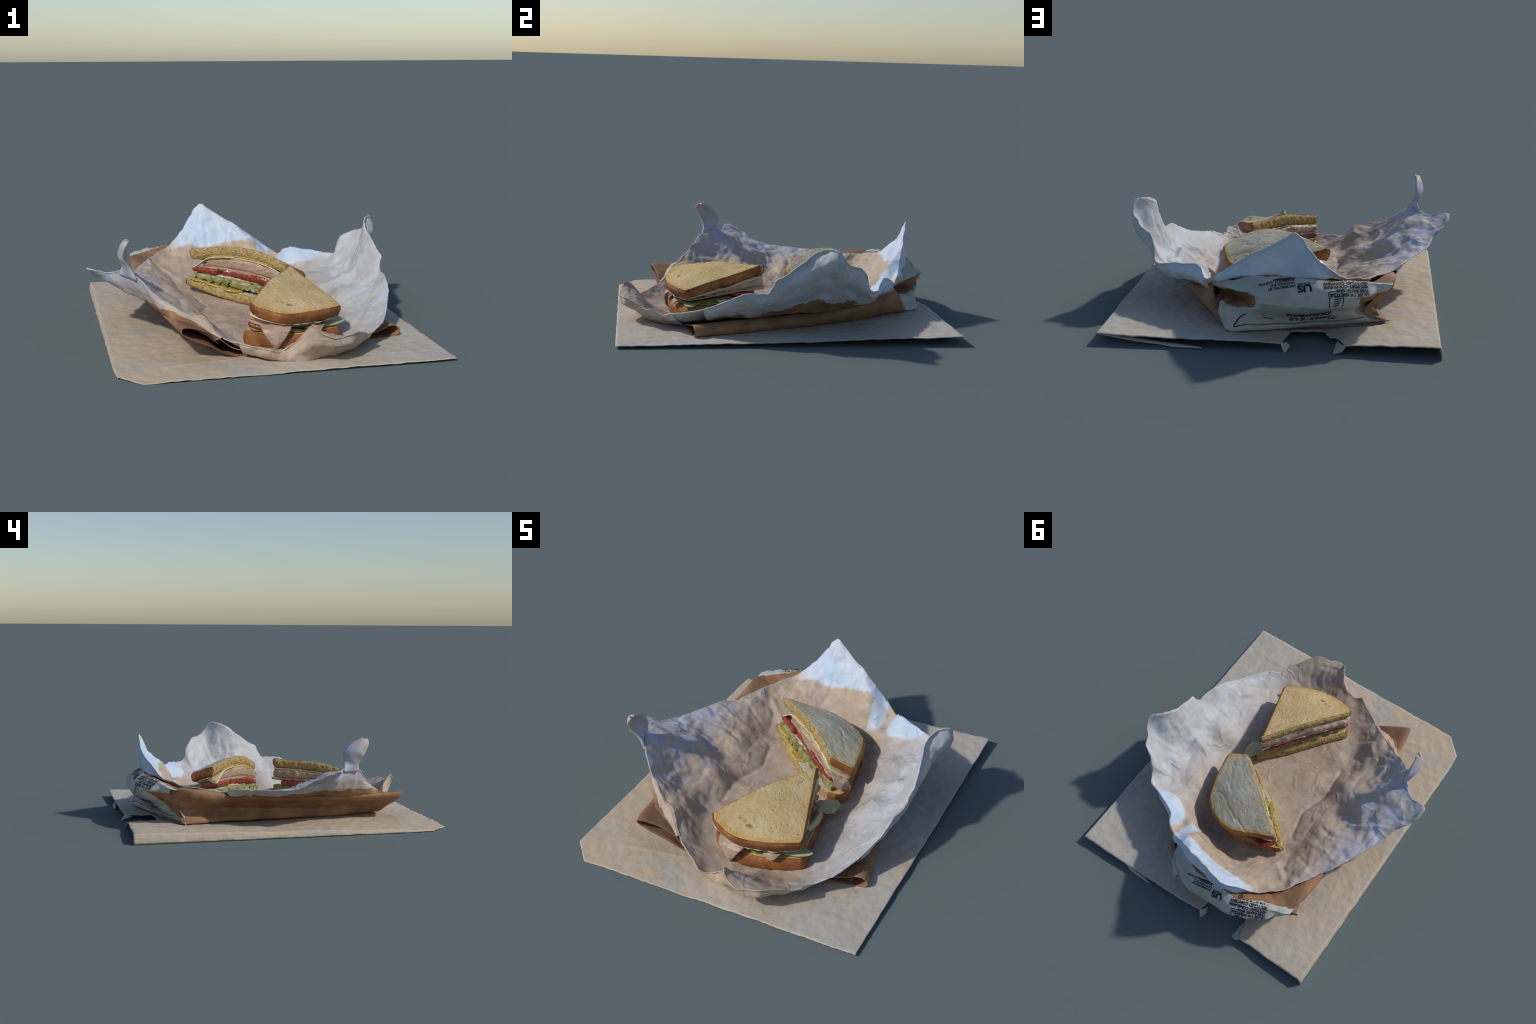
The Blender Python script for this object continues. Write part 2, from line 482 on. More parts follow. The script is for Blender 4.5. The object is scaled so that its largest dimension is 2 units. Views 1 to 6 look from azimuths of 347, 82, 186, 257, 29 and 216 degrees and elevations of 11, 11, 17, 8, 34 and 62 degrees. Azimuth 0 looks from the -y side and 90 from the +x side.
WRAP_H = tps([tuple(_R[i]) for i in _keep] + BED + FOLDS, 2e-4)
CEN = np.array([.08, -.02])


def wrap_height(x, y):
    x, y = np.asarray(x, float), np.asarray(y, float)
    return WRAP_H(x.ravel(), y.ravel()).reshape(x.shape)


def inside_rim(x, y, k=1.0):
    """even-odd test against the rim outline scaled by k about the middle"""
    P = CEN + (catmull(RIM, 300, True)[:, :2] - CEN) * k
    x, y = np.asarray(x, float), np.asarray(y, float)
    res = np.zeros(x.shape, bool)
    for a, b in zip(P, np.roll(P, -1, 0)):
        c = (a[1] > y) != (b[1] > y)
        with np.errstate(divide='ignore', invalid='ignore'):
            xi = a[0] + (y - a[1]) * (b[0] - a[0]) / (b[1] - a[1])
        res ^= c & (x < xi)
    return res


def crumple(p, f, o=0.0):
    """facetted folds: distance to the nearest of scattered cell centres"""
    q = V((p[0] * f + o + .5 * nz(p, 6, o), p[1] * f - o + .5 * nz(p, 6, o + 4), p[2] * f))
    return noise.voronoi(q)[0][0]


SHEET_BVH = [None]


def under(P, k, gap):
    """push the points of P that lie inside the rim to at least `gap` below the crumpled sheet"""
    Q = P.reshape(-1, 3).copy()
    ins = inside_rim(Q[:, 0], Q[:, 1], k)
    for i in np.nonzero(ins)[0]:
        h = SHEET_BVH[0].ray_cast(V((Q[i, 0], Q[i, 1], -.5)), V((0, 0, 1)), 2.0)
        if h[0] is not None and Q[i, 2] > h[0].z - gap:
            Q[i, 2] = h[0].z - gap
    return Q.reshape(P.shape)


def sharp(p, f, o=0.0):
    """narrow ridges where neighbouring cells of a warped cell pattern meet"""
    q = V((p[0] * f + o + .6 * nz(p, 5, o), p[1] * f - o + .6 * nz(p, 5, o + 4), p[2] * f))
    d = noise.voronoi(q)[0]
    return max(0.0, 1 - (d[1] - d[0]) / .16)


def build_wrapper():
    e = empty('wrapping_paper', (0, 0, 0), 'crumpled white butcher paper spread open like a bowl', 'food wrapper')
    N, NR = 640, 130
    R = catmull(RIM, N, True)
    T = np.linspace(0, 1, NR) ** .9
    G = np.zeros((N, NR, 3))
    G[..., :2] = CEN + (R[:, None, :2] - CEN) * T[None, :, None]
    G[..., 2] = wrap_height(G[..., 0], G[..., 1])
    # the surface must end exactly on the rim
    G[..., 2] += (R[:, 2] - G[:, -1, 2])[:, None] * sstep(.86, 1, T)[None]
    Nn = normals_of(G, True)
    flat = G.reshape(-1, 3)
    D = np.zeros(len(flat))
    for k, p in enumerate(flat):
        t = T[k % NR]
        left = float(sstep(-.12, -.32, p[0]))
        right = float(sstep(.42, .58, p[0]))
        bed = float(sstep(.35, .62, t))
        tall = float(sstep(.68, .78, p[1]) * sstep(.35, .25, abs(p[0])))
        q = (p[0] + .03 * nz(p, 6, 9), p[1] + .03 * nz(p, 6, 4), p[2])
        d = .005 * nz(q, 5, 2) + .003 * ridge(q, 9, 5)
        d += (.011 + .011 * left - .002 * right) * (crumple(q, 8.5, 3) - .38)
        d += (.0058 + .004 * left) * (crumple(q, 18, 6) - .38)
        d += (.0022 + .0015 * left) * sharp(q, 6.0, 2) * (.3 + .7 * max(0, min(1, 1.5 * nz(q, 4, 7) + .5)))
        d += tall * (.012 * (crumple(q, 9, 4) - .38) + .006 * (crumple(q, 20, 2) - .38))
        d += (.0008 + .0016 * left) * nz(q, 34, 3)
        D[k] = d * (.42 + .58 * bed)
    D = D.reshape(N, NR)
    D[:, -6:] *= np.linspace(1, .4, 6)
    G = G + Nn * D[..., None]
    G[:, 0] = G[:, 0].mean(0)
    # the strong floor creases on the left
    V1 = [(-.234,-.314),(-.247,-.192),(-.246,-.084),(-.195,.074),(-.214,.168),(-.234,.253)]
    cr = catmull(np.array([(a, b, 0) for a, b in V1]), 60)[:, :2]
    xy = G[..., :2].reshape(-1, 2)
    dd = np.sqrt(((xy[:, None] - cr[None]) ** 2).sum(-1)).min(1).reshape(N, -1)
    G[..., 2] -= .010 * np.exp(-(dd / .014) ** 2)
    # long folds pressed into the sheet: plan line, half width, height
    LONG = [
        ([(.735,-.355),(.685,-.383),(.638,-.394),(.61,-.42),(.56,-.50)], .012, .010),
        ([(.55,-.078),(.60,-.01),(.63,.06),(.632,.14),(.65,.29),(.69,.36)], .011, .011),
        ([(.575,-.345),(.545,-.28),(.515,-.205)], .010, .007),
        ([(.62,.08),(.57,.10),(.49,.14)], .012, .009),
        ([(.70,.02),(.745,.04),(.79,.05)], .010, .008),
        ([(.66,.22),(.73,.26),(.80,.29)], .010, .009),
        ([(.60,-.20),(.68,-.19),(.75,-.20)], .010, -.008),
        ([(.40,.46),(.47,.50),(.55,.51)], .010, .008),
        ([(.02,.66),(.05,.74),(.02,.82)], .010, .010),
        ([(.12,.66),(.09,.73),(.11,.78)], .009, .009),
        ([(-.10,.66),(-.06,.74),(-.07,.84)], .010, -.009),
        ([(.20,.60),(.16,.68),(.19,.74)], .009, -.008),
        ([(-.69,-.31),(-.64,-.243),(-.579,-.141),(-.51,-.076),(-.44,-.03)], .014, .014),
        ([(-.474,-.443),(-.489,-.387),(-.463,-.313),(-.40,-.24),(-.30,-.185)], .014, .014),
        ([(-.42,-.45),(-.36,-.49),(-.30,-.56)], .012, .010),
        ([(-.78,-.06),(-.68,-.02),(-.59,.02),(-.50,.03)], .013, .012),
        ([(-.68,.15),(-.58,.14),(-.46,.16),(-.36,.13)], .013, -.010),
        ([(-.60,.32),(-.50,.28),(-.40,.27)], .012, .010),
        ([(-.52,.45),(-.42,.40),(-.33,.36)], .012, -.009),
        ([(-.40,.60),(-.33,.53),(-.26,.48)], .012, .009),
        ([(.25,-.94),(.27,-.86),(.24,-.79)], .012, .010),
        ([(.36,-.90),(.35,-.82),(.30,-.76)], .012, -.008)]
    for pts, hw, ht in LONG:
        c = catmull(np.array([(a, b, 0) for a, b in pts]), 40)[:, :2]
        d2 = ((xy[:, None] - c[None]) ** 2).sum(-1)
        k = d2.argmin(1).reshape(N, -1)
        dist = np.sqrt(d2.min(1)).reshape(N, -1)
        fade = np.sin(np.clip(k / 39, 0, 1) * math.pi) ** .5
        G[..., 2] += ht * fade * np.clip(1 - dist / (hw * 2.2), 0, 1) ** 1.5
    # ragged paper edge
    for i in range(N):
        p = R[i]
        w = .003 * np.array([nz(p, 60, 1), nz(p, 60, 2), nz(p, 60, 3)]) + .004 * np.array([nz(p, 22, 5), nz(p, 22, 6), nz(p, 22, 7)])
        G[i, -1] += w
        G[i, -2] += w * .6
    nv = NR - 1
    verts = [G[0, 0]] + list(G[:, 1:].reshape(-1, 3))
    F = [(0, 1 + i * nv, 1 + ((i + 1) % N) * nv) for i in range(N)] + grid_faces(N, nv, True, 1, True)
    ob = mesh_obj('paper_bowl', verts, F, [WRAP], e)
    bm = bmesh.new()
    bm.from_mesh(ob.data)
    bmesh.ops.recalc_face_normals(bm, faces=bm.faces)
    if sum(f.normal.z * f.calc_area() for f in bm.faces) < 0:
        bmesh.ops.reverse_faces(bm, faces=bm.faces)
    bm.to_mesh(ob.data)
    bm.free()
    solidify(ob, .006, -1)
    SHEET_BVH[0] = BVHTree.FromPolygons([V(v) for v in verts], F)

    def skirt(name, rows, n, m, kraft=9.0):
        c = np.array(rows)
        st = np.stack([catmull(c[:, k], n) for k in range(c.shape[1])], 1)
        S = np.stack([catmull(st[i], m) for i in range(n)])
        # the top row hangs from the nearest points of the rim
        d = ((S[:, 0][:, None] - G[:, -2][None]) ** 2).sum(-1).argmin(1)
        off = G[d, -2] - S[:, 0]
        S += off[:, None] * np.linspace(1, 0, m)[None, :, None] ** 2
        Sn = normals_of(S)
        for i in range(n):
            for j in range(m):
                p = S[i, j]
                S[i, j] = p + Sn[i, j] * (.017 * (crumple(p, 9, 2) - .38) + .008 * (crumple(p, 19, 7) - .38) + .006 * nz(p, 6, 3)) * min(1, j / 6)
        km = [1 if j / m + .16 * nz((i * .07, j * .1, 3), 1) + .08 * nz((i * .25, j * .3, 5), 1) > kraft else 0 for i in range(n - 1) for j in range(m - 1)]
        S = under(S, .965, .013)
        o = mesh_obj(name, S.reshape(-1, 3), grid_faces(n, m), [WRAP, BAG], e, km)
        solidify(o, .004, 0)
        return o
    # doubled outer layer below the right rim and behind the tall back corner
    skirt('paper_fold', [
        [(.690,-.502,.175),(.688,-.50,.145),(.655,-.48,.105),(.60,-.46,.075)],
        [(.745,-.363,.241),(.744,-.36,.203),(.698,-.355,.150),(.60,-.34,.085)],
        [(.776,-.180,.287),(.778,-.17,.245),(.722,-.165,.180),(.60,-.15,.095)],
        [(.784,.000,.430),(.812,.000,.360),(.755,.01,.245),(.60,.02,.120)],
        [(.766,.113,.513),(.822,.118,.440),(.755,.13,.300),(.61,.14,.130)],
        [(.794,.182,.547),(.848,.180,.480),(.776,.19,.315),(.62,.20,.135)],
        [(.851,.242,.545),(.872,.25,.480),(.790,.26,.330),(.62,.26,.140)],
        [(.793,.380,.437),(.801,.38,.375),(.725,.37,.275),(.58,.36,.150)],
        [(.697,.468,.288),(.710,.465,.255),(.645,.46,.205),(.54,.44,.148)],
        [(.581,.547,.292),(.592,.555,.250),(.560,.54,.205),(.50,.50,.165)],
        [(.457,.606,.305),(.470,.615,.260),(.445,.60,.215),(.40,.56,.165)],
        [(.406,.665,.280),(.412,.665,.245),(.400,.65,.205),(.36,.60,.160)],
        [(.372,.694,.262),(.374,.690,.240),(.366,.680,.205),(.33,.62,.170)]], 160, 44, .76)
    skirt('paper_fold', [
        [(-.180,-.777,.108),(-.178,-.772,.080),(-.165,-.755,.050),(-.15,-.73,.030)],
        [(-.112,-.822,.096),(-.108,-.816,.065),(-.10,-.80,.035),(-.09,-.77,.015)],
        [(-.042,-.872,.088),(-.040,-.868,.060),(-.035,-.850,.030),(-.03,-.82,.012)],
        [(.064,-.855,.103),(.060,-.865,.060),(.050,-.862,.025),(.05,-.85,.010)],
        [(.138,-.930,.205),(.135,-.925,.120),(.140,-.885,.050),(.15,-.86,.010)],
        [(.247,-.987,.160),(.262,-.978,.110),(.250,-.880,.055),(.24,-.82,.010)],
        [(.350,-.951,.166),(.350,-.950,.120),(.340,-.860,.055),(.33,-.79,.010)],
        [(.434,-.874,.145),(.434,-.868,.112),(.405,-.810,.050),(.38,-.76,.012)],
        [(.503,-.799,.127),(.496,-.786,.095),(.455,-.735,.045),(.42,-.70,.015)],
        [(.596,-.674,.130),(.584,-.666,.100),(.535,-.640,.060),(.50,-.61,.030)]], 120, 34)
    skirt('paper_fold', [
        [(-.250,-.722,.122),(-.262,-.722,.118),(-.280,-.700,.108),(-.27,-.69,.09)],
        [(-.406,-.602,.222),(-.410,-.622,.208),(-.420,-.655,.190),(-.41,-.67,.170)],
        [(-.560,-.500,.315),(-.545,-.515,.260),(-.510,-.535,.205),(-.48,-.54,.185)],
        [(-.645,-.415,.392),(-.590,-.432,.290),(-.532,-.456,.212),(-.47,-.45,.185)],
        [(-.750,-.278,.392),(-.665,-.295,.290),(-.550,-.332,.214),(-.47,-.33,.185)],
        [(-.871,-.213,.410),(-.715,-.215,.295),(-.560,-.226,.216),(-.47,-.22,.185)],
        [(-.783,-.047,.316),(-.680,-.055,.260),(-.562,-.070,.216),(-.47,-.07,.190)],
        [(-.721,.103,.285),(-.650,.100,.252),(-.566,.090,.222),(-.48,.09,.195)],
        [(-.647,.266,.280),(-.625,.262,.258),(-.576,.255,.234),(-.51,.25,.205)],
        [(-.565,.404,.260),(-.575,.398,.250),(-.580,.385,.238),(-.56,.37,.215)]], 150, 36, .50)
    skirt('paper_fold', [
        [(.382,.688,.257),(.385,.690,.250),(.380,.685,.238),(.37,.66,.225)],
        [(.305,.734,.308),(.305,.742,.295),(.300,.748,.275),(.295,.72,.255)],
        [(.224,.763,.367),(.222,.770,.340),(.218,.788,.308),(.21,.76,.285)],
        [(.121,.800,.442),(.122,.800,.390),(.118,.825,.337),(.110,.79,.310)],
        [(.030,.825,.500),(.030,.825,.420),(.020,.840,.342),(.02,.80,.31)],
        [(-.030,.850,.535),(-.028,.858,.440),(-.025,.852,.340),(-.02,.81,.315)],
        [(-.089,.872,.566),(-.090,.888,.450),(-.100,.864,.338),(-.10,.81,.315)],
        [(-.153,.870,.487),(-.155,.862,.410),(-.155,.852,.335),(-.15,.80,.310)],
        [(-.220,.819,.402),(-.220,.818,.365),(-.218,.832,.330),(-.21,.78,.305)],
        [(-.322,.753,.316),(-.322,.762,.314),(-.320,.765,.308),(-.31,.73,.290)]], 130, 34)
    # curled corner standing up from the left rim
    Sd = catmull([(-.640,-.422,.372),(-.650,-.420,.400),(-.680,-.416,.445),(-.706,-.438,.485),(-.704,-.456,.524),(-.692,-.468,.555),(-.676,-.458,.577)], 40)
    Nd = catmull([(-.712,-.306,.380),(-.702,-.314,.407),(-.682,-.320,.440),(-.680,-.316,.480),(-.684,-.332,.522),(-.684,-.376,.556),(-.676,-.430,.580)], 40)
    P = []
    for i in range(40):
        t = i / 39
        for j in range(15):
            u = j / 14
            p = Sd[i] * (1 - u) + Nd[i] * u
            k = 4 * u * (1 - u)
            p = p + np.array([-.026, -.002, -.003]) * k * min(1, t * 3)
            p = p + .005 * np.array([nz(p, 18, 1), nz(p, 18, 2), nz(p, 18, 3)])
            P.append(p)
    c = mesh_obj('curled_corner', P, grid_faces(40, 15), [WRAP], e)
    solidify(c, .014, 0)
    return e, ob

# ------------------------------------------------------------------ paper bag
def build_bag():
    e = empty('paper_bag', (0, 0, 0), 'flattened brown paper bag with printed block bottom', 'paper bag')
    S = [
     [(.25,-.65,.018),(-.19,-.715,.022),(-.33,-.745,.090),(-.458,-.774,.160),(-.464,-.789,.197),(-.365,-.756,.174),(-.288,-.738,.132),(-.19,-.735,.060),(.02,-.69,.026),(.45,-.61,.030),(.63,-.575,.060),(.705,-.561,.079),(.745,-.553,.052),(.728,-.554,.020)],
     [(.15,-.35,.020),(-.310,-.43,.028),(-.330,-.46,.105),(-.505,-.495,.175),(-.508,-.505,.202),(-.42,-.47,.185),(-.33,-.43,.10),(-.2,-.4,.04),(0,-.35,.025),(.40,-.30,.028),(.55,-.28,.070),(.635,-.27,.092),(.682,-.265,.062),(.652,-.265,.022)],
     [(.05,0,.030),(-.385,-.02,.040),(-.370,-.01,.115),(-.545,.0,.190),(-.550,.0,.214),(-.46,0,.165),(-.35,0,.09),(-.2,.02,.05),(0,.04,.04),(.36,.08,.035),(.47,.10,.08),(.545,.12,.110),(.580,.13,.070),(.53,.12,.026)],
     [(-.05,.38,.040),(-.445,.36,.047),(-.405,.37,.125),(-.564,.38,.208),(-.566,.38,.240),(-.525,.38,.230),(-.38,.38,.125),(-.2,.4,.08),(-.05,.42,.07),(.22,.43,.07),(.34,.46,.12),(.47,.49,.160),(.495,.50,.125),(.41,.49,.036)],
     [(-.10,.60,.050),(-.505,.57,.054),(-.445,.58,.124),(-.548,.57,.200),(-.568,.575,.262),(-.51,.565,.262),(-.37,.56,.165),(-.25,.58,.12),(-.1,.60,.10),(.15,.60,.11),(.26,.62,.16),(.37,.63,.205),(.405,.65,.120),(.31,.66,.046)],
     [(-.14,.74,.052),(-.540,.655,.056),(-.455,.66,.110),(-.500,.69,.190),(-.558,.675,.284),(-.51,.63,.268),(-.40,.66,.258),(-.28,.72,.26),(-.1,.76,.26),(.12,.76,.26),(.24,.73,.25),(.36,.68,.245),(.36,.74,.150),(.265,.80,.050)],
     [(-.14,.78,.052),(-.520,.672,.060),(-.420,.700,.115),(-.450,.770,.195),(-.505,.765,.268),(-.47,.74,.272),(-.40,.72,.268),(-.28,.75,.27),(-.1,.78,.27),(.12,.78,.27),(.24,.74,.25),(.34,.69,.235),(.32,.74,.150),(.25,.81,.052)],
    ]
    NC, NS = 150, 90
    ctr = np.array(S)
    # along the bag for each control strand, then round each section
    st = np.stack([catmull(ctr[:, k], NS) for k in range(ctr.shape[1])], 1)
    G = np.stack([catmull(st[i], NC, True) for i in range(NS)])
    Nn = normals_of(G)
    D = np.zeros(G.shape[:2])
    for i in range(NS):
        for j in range(NC):
            p = G[i, j]
            q = (p[0] + .04 * nz(p, 7, 3), p[1], p[2])
            D[i, j] = .006 * nz(q, 7, 4) + .004 * ridge(q, 11, 6) + .002 * nz(q, 25, 5) - .002
    hid = G[..., 2] < .1
    G = G + Nn * (D * np.where(hid & (abs(G[..., 0]) < .4), .2, 1) * (.35 + .65 * np.linspace(0, 1, NS)[:, None] ** .5))[..., None]
    G = under(G, .995, .016)
    lim = G[..., 2]
    G[..., 2] = np.maximum(lim, .016 + .02 * sstep(-.2, .8, G[..., 1]))
    F = []
    for i in range(NS - 1):
        for j in range(NC):
            a, b = i * NC + j, i * NC + (j + 1) % NC
            F.append((a, b, b + NC, a + NC))
    ob = mesh_obj('bag_tube', G.reshape(-1, 3), F, [BAG], e)
    solidify(ob, .004, 0)
    # printed block bottom at the back, one column of points per station from base to top
    C = [
     [(-.542,.645,.056),(-.545,.655,.062),(-.500,.650,.072),(-.480,.680,.110),(-.500,.725,.200),(-.543,.752,.272),(-.545,.755,.288),(-.550,.700,.290),(-.52,.63,.262)],
     [(-.520,.650,.052),(-.515,.662,.062),(-.460,.655,.088),(-.410,.680,.130),(-.435,.785,.205),(-.480,.825,.262),(-.490,.785,.306),(-.47,.740,.300),(-.45,.660,.265)],
     [(-.390,.680,.050),(-.388,.695,.068),(-.388,.730,.110),(-.375,.735,.145),(-.385,.845,.205),(-.390,.885,.255),(-.382,.825,.314),(-.37,.79,.312),(-.35,.72,.28)],
     [(-.255,.725,.048),(-.255,.738,.070),(-.258,.775,.108),(-.255,.835,.156),(-.250,.918,.210),(-.252,.918,.250),(-.255,.895,.290),(-.255,.845,.325),(-.25,.79,.31)],
     [(-.135,.765,.048),(-.135,.778,.070),(-.132,.815,.112),(-.125,.895,.176),(-.135,.926,.212),(-.135,.916,.255),(-.137,.880,.305),(-.130,.848,.338),(-.12,.79,.33)],
     [(-.030,.795,.048),(-.030,.808,.070),(-.027,.838,.112),(-.025,.902,.180),(-.025,.930,.215),(-.025,.920,.258),(-.025,.884,.302),(-.020,.850,.338),(-.02,.79,.33)],
     [(.070,.832,.048),(.070,.842,.070),(.080,.858,.115),(.085,.905,.188),(.087,.930,.226),(.084,.940,.258),(.068,.880,.294),(.045,.848,.338),(.05,.79,.32)],
     [(.130,.852,.050),(.130,.862,.070),(.140,.875,.120),(.145,.898,.186),(.140,.805,.205),(.126,.918,.272),(.120,.885,.290),(.110,.825,.338),(.10,.77,.31)],
     [(.225,.880,.050),(.236,.890,.060),(.250,.876,.120),(.262,.855,.172),(.220,.690,.190),(.222,.850,.254),(.218,.845,.272),(.215,.785,.300),(.20,.73,.28)],
     [(.262,.820,.048),(.272,.830,.056),(.295,.808,.115),(.305,.775,.155),(.270,.620,.182),(.300,.745,.228),(.305,.740,.245),(.300,.715,.270),(.28,.67,.25)],
     [(.280,.730,.046),(.295,.735,.054),(.335,.715,.105),(.345,.700,.145),(.320,.640,.180),(.365,.685,.210),(.378,.682,.225),(.385,.665,.240),(.36,.62,.22)],
    ]
    ctr = np.array(C)
    NX, NY = 170, 90
    st = np.stack([catmull(ctr[:, k], NX) for k in range(ctr.shape[1])], 1)
    kk = ctr.shape[1]
    tt = np.linspace(0, kk - 1, NY)
    lin = np.stack([np.stack([np.interp(tt, np.arange(kk), st[i][:, k]) for k in range(3)], 1) for i in range(NX)])
    sm = np.stack([catmull(st[i], NY) for i in range(NX)])
    G = lin.copy()
    for _ in range(2):
        G[:, 1:-1] = .25 * G[:, :-2] + .5 * G[:, 1:-1] + .25 * G[:, 2:]
    Nn = normals_of(G)
    for i in range(NX):
        for j in range(NY):
            p = G[i, j]
            c = float(sstep(.10, .2, p[0]) + sstep(-.30, -.40, p[0]))
            d = .004 * nz(p, 7, 4) + (.0015 + .008 * c) * ridge(p, 10, 6) + .0012 * nz(p, 26, 5)
            d += (.009 + .008 * c) * (crumple(p, 8, 5) - .35) + .004 * (crumple(p, 17, 1) - .35)
            G[i, j] = p + Nn[i, j] * d * (0.2 if p[2] < .07 else 1)
            G[i, j, 1] += .015 * float(sstep(.13, .2, p[2]) * sstep(.80, .88, p[1]))
            G[i, j, 0] -= .012 * float(sstep(-.48, -.54, p[0]))
    G = under(G, .995, .014)
    pm = [1 if (tt[j] + .15 * nz((i * .05, j * .05, 0), 1)) > kk - 2.05 or (3.15 < tt[j] + .25 * nz((i * .09, j * .09, 4), 1) < 4.7 and (G[i, j, 0] > .10 or G[i, j, 0] < -.40)) else 0 for i in range(NX - 1) for j in range(NY - 1)]
    pan = mesh_obj('printed_panel', G.reshape(-1, 3), grid_faces(NX, NY), [PRINT, BAG], e, pm)
    solidify(pan, .004, 0)
    bvh = BVHTree.FromPolygons([V(p) for p in G.reshape(-1, 3)], grid_faces(NX, NY))
    build_print(e, bvh)
    return e


def build_print(e, bvh):
    ax = np.array([.83, .56 * .45, 0])
    ax = ax / np.linalg.norm(ax)          # reading direction: the bag lies upside down
    nrm = np.array([-ax[1], ax[0], 0])    # out of the panel, towards +y

    def put(name, verts, faces, org, tilt):
        dn = np.array([0, 0, -1.0])
        up = dn * math.cos(tilt) + nrm * math.sin(tilt) * (-1 if False else 1)
        out = nrm * math.cos(tilt) + np.array([0, 0, 1.0]) * math.sin(tilt)
        res, keep = [], []
        for v in verts:
            p = np.array(org) + ax * v[0] + up * v[1]
            h = bvh.ray_cast(V(p + out * .25), V(-out), .6)
            if h[0] is None:
                res.append(p)
                keep.append(False)
            else:
                res.append(np.array(h[0]) + out * .0042)
                keep.append(True)
        fs = [f for f in faces if all(keep[i] for i in f)]
        fs = [f for f in fs if max(np.linalg.norm(res[f[a]] - res[f[a - 1]]) for a in range(len(f))) < .05]
        if fs:
            mesh_obj(name, res, fs, [INK], e, smooth=False)

    def text(s, org, size, tilt, name, bold=0.0, align='LEFT', sx=1.0):
        c = bpy.data.curves.new('letters', 'FONT')
        c.body = s
        c.size = size
        c.offset = bold
        c.align_x = align
        c.resolution_u = 3
        o = bpy.data.objects.new('letters', c)
        bpy.context.scene.collection.objects.link(o)
        bpy.context.view_layer.update()
        me = bpy.data.meshes.new_from_object(o.evaluated_get(bpy.context.evaluated_depsgraph_get()))
        bm = bmesh.new()
        bm.from_mesh(me)
        bmesh.ops.triangulate(bm, faces=bm.faces)
        bmesh.ops.subdivide_edges(bm, edges=[q for q in bm.edges if q.calc_length() > .012], cuts=1)
        bmesh.ops.triangulate(bm, faces=bm.faces)
        bm.verts.index_update()
        vs = [(v.co.x * sx, v.co.y) for v in bm.verts]
        fs = [tuple(v.index for v in f.verts) for f in bm.faces]
        bm.free()
        bpy.data.objects.remove(o)
        bpy.data.curves.remove(c)
        bpy.data.meshes.remove(me)
        put(name, vs, fs, org, tilt)

    def strip(pts, w, org, tilt, name):
        P = catmull(np.array([(a, b, 0) for a, b in pts]), max(8, int(20 * len(pts))))[:, :2]
        T = np.gradient(P, axis=0)
        T /= np.linalg.norm(T, axis=1, keepdims=True) + 1e-9
        Nr = np.stack([-T[:, 1], T[:, 0]], 1) * w / 2
        vs = []
        for p, n in zip(P, Nr):
            vs += [p + n, p - n]
        put(name, vs, [(2*i, 2*i+1, 2*i+3, 2*i+2) for i in range(len(P) - 1)], org, tilt)

    low, mid, hi = math.radians(-35), math.radians(15), math.radians(42)
    text('724959  6 LB', (-.300, .83, .085), .044, low, 'stock_number', .0006)
    text('DUROBAG', (-.275, .87, .135), .058, low, 'maker_name', .002, sx=.80)
    strip([(0, 0), (.05, -.012)], .006, (.02, .86, .105), low, 'dash_mark')
    strip([(0, 0), (.06, .055)], .005, (.150, .89, .140), low, 'fold_mark')
    strip([(-.30, .0), (.0, .0), (.42, .0)], .004, (-.16, .80, .066), low, 'fold_line')
    text('US', (-.165, .885, .312), .050, hi, 'large_letters', .002, sx=1.2)
    text('FOODS', (-.160, .885, .330), .018, hi, 'small_letters', .0006)
    text('DISTRIBUTED BY\nUS FOODS INC.\nROSEMONT, ILLINOIS', (-.085, .885, .304), .0175, hi, 'address_lines', .0006)
    strip([(0, 0), (.11, .0)], .008, (-.09, .87, .345), hi, 'rule_line')
    text('REUSE OR RECYCLE\nTHIS PAPER BAG\n40% POST-CONSUMER\nRECYCLED CONTENT\nFIBER PULP BLEND', (-.455, .88, .298), .0225, hi, 'recycling_lines', .0012)
    # rounded badge outline with a hatch inside
    c, a = [], .034
    for k in range(4):
        cx, cy = ((a - .012), (a * 1.5 - .012)) if k == 0 else ((-a + .012), (a * 1.5 - .012)) if k == 1 else ((-a + .012), (-a * 1.5 + .012)) if k == 2 else ((a - .012), (-a * 1.5 + .012))
        for q in range(5):
            t = math.pi / 2 * (k + q / 4)
            c.append((cx + .012 * math.cos(t), cy + .012 * math.sin(t)))
    c.append(c[0])
    strip(c, .004, (-.285, .91, .238), mid, 'badge_outline')
    for k in range(5):
        strip([(-.024 + .004 * k, -.030 + .011 * k), (.012 + .002 * k, -.024 + .011 * k)], .005, (-.290, .91, .238), mid, 'badge_hatch')

# ------------------------------------------------------------------ sandwich
def rounded(poly, rad, n):
    """closed outline with every corner cut round; returns points and the fraction of each control corner"""
    P = np.array(poly, float)
    out, m = [], len(P)
    for i in range(m):
        p, a, b = P[i], P[i - 1], P[(i + 1) % m]
        r = rad[i] if hasattr(rad, '__len__') else rad
        da, db = a - p, b - p
        ra = min(r, .45 * np.linalg.norm(da))
        rb = min(r, .45 * np.linalg.norm(db))
        q0, q1 = p + da / np.linalg.norm(da) * ra, p + db / np.linalg.norm(db) * rb
        for t in np.linspace(0, 1, 7):
            out.append((1 - t) ** 2 * q0 + 2 * t * (1 - t) * p + t * t * q1)
    out = np.array(out)
    out = np.concatenate([out, out[:1]])
    L = np.concatenate([[0], np.cumsum(np.linalg.norm(np.diff(out, axis=0), axis=1))])
    s = np.linspace(0, L[-1], n, endpoint=False)
    return np.stack([np.interp(s, L, out[:, 0]), np.interp(s, L, out[:, 1])], 1)


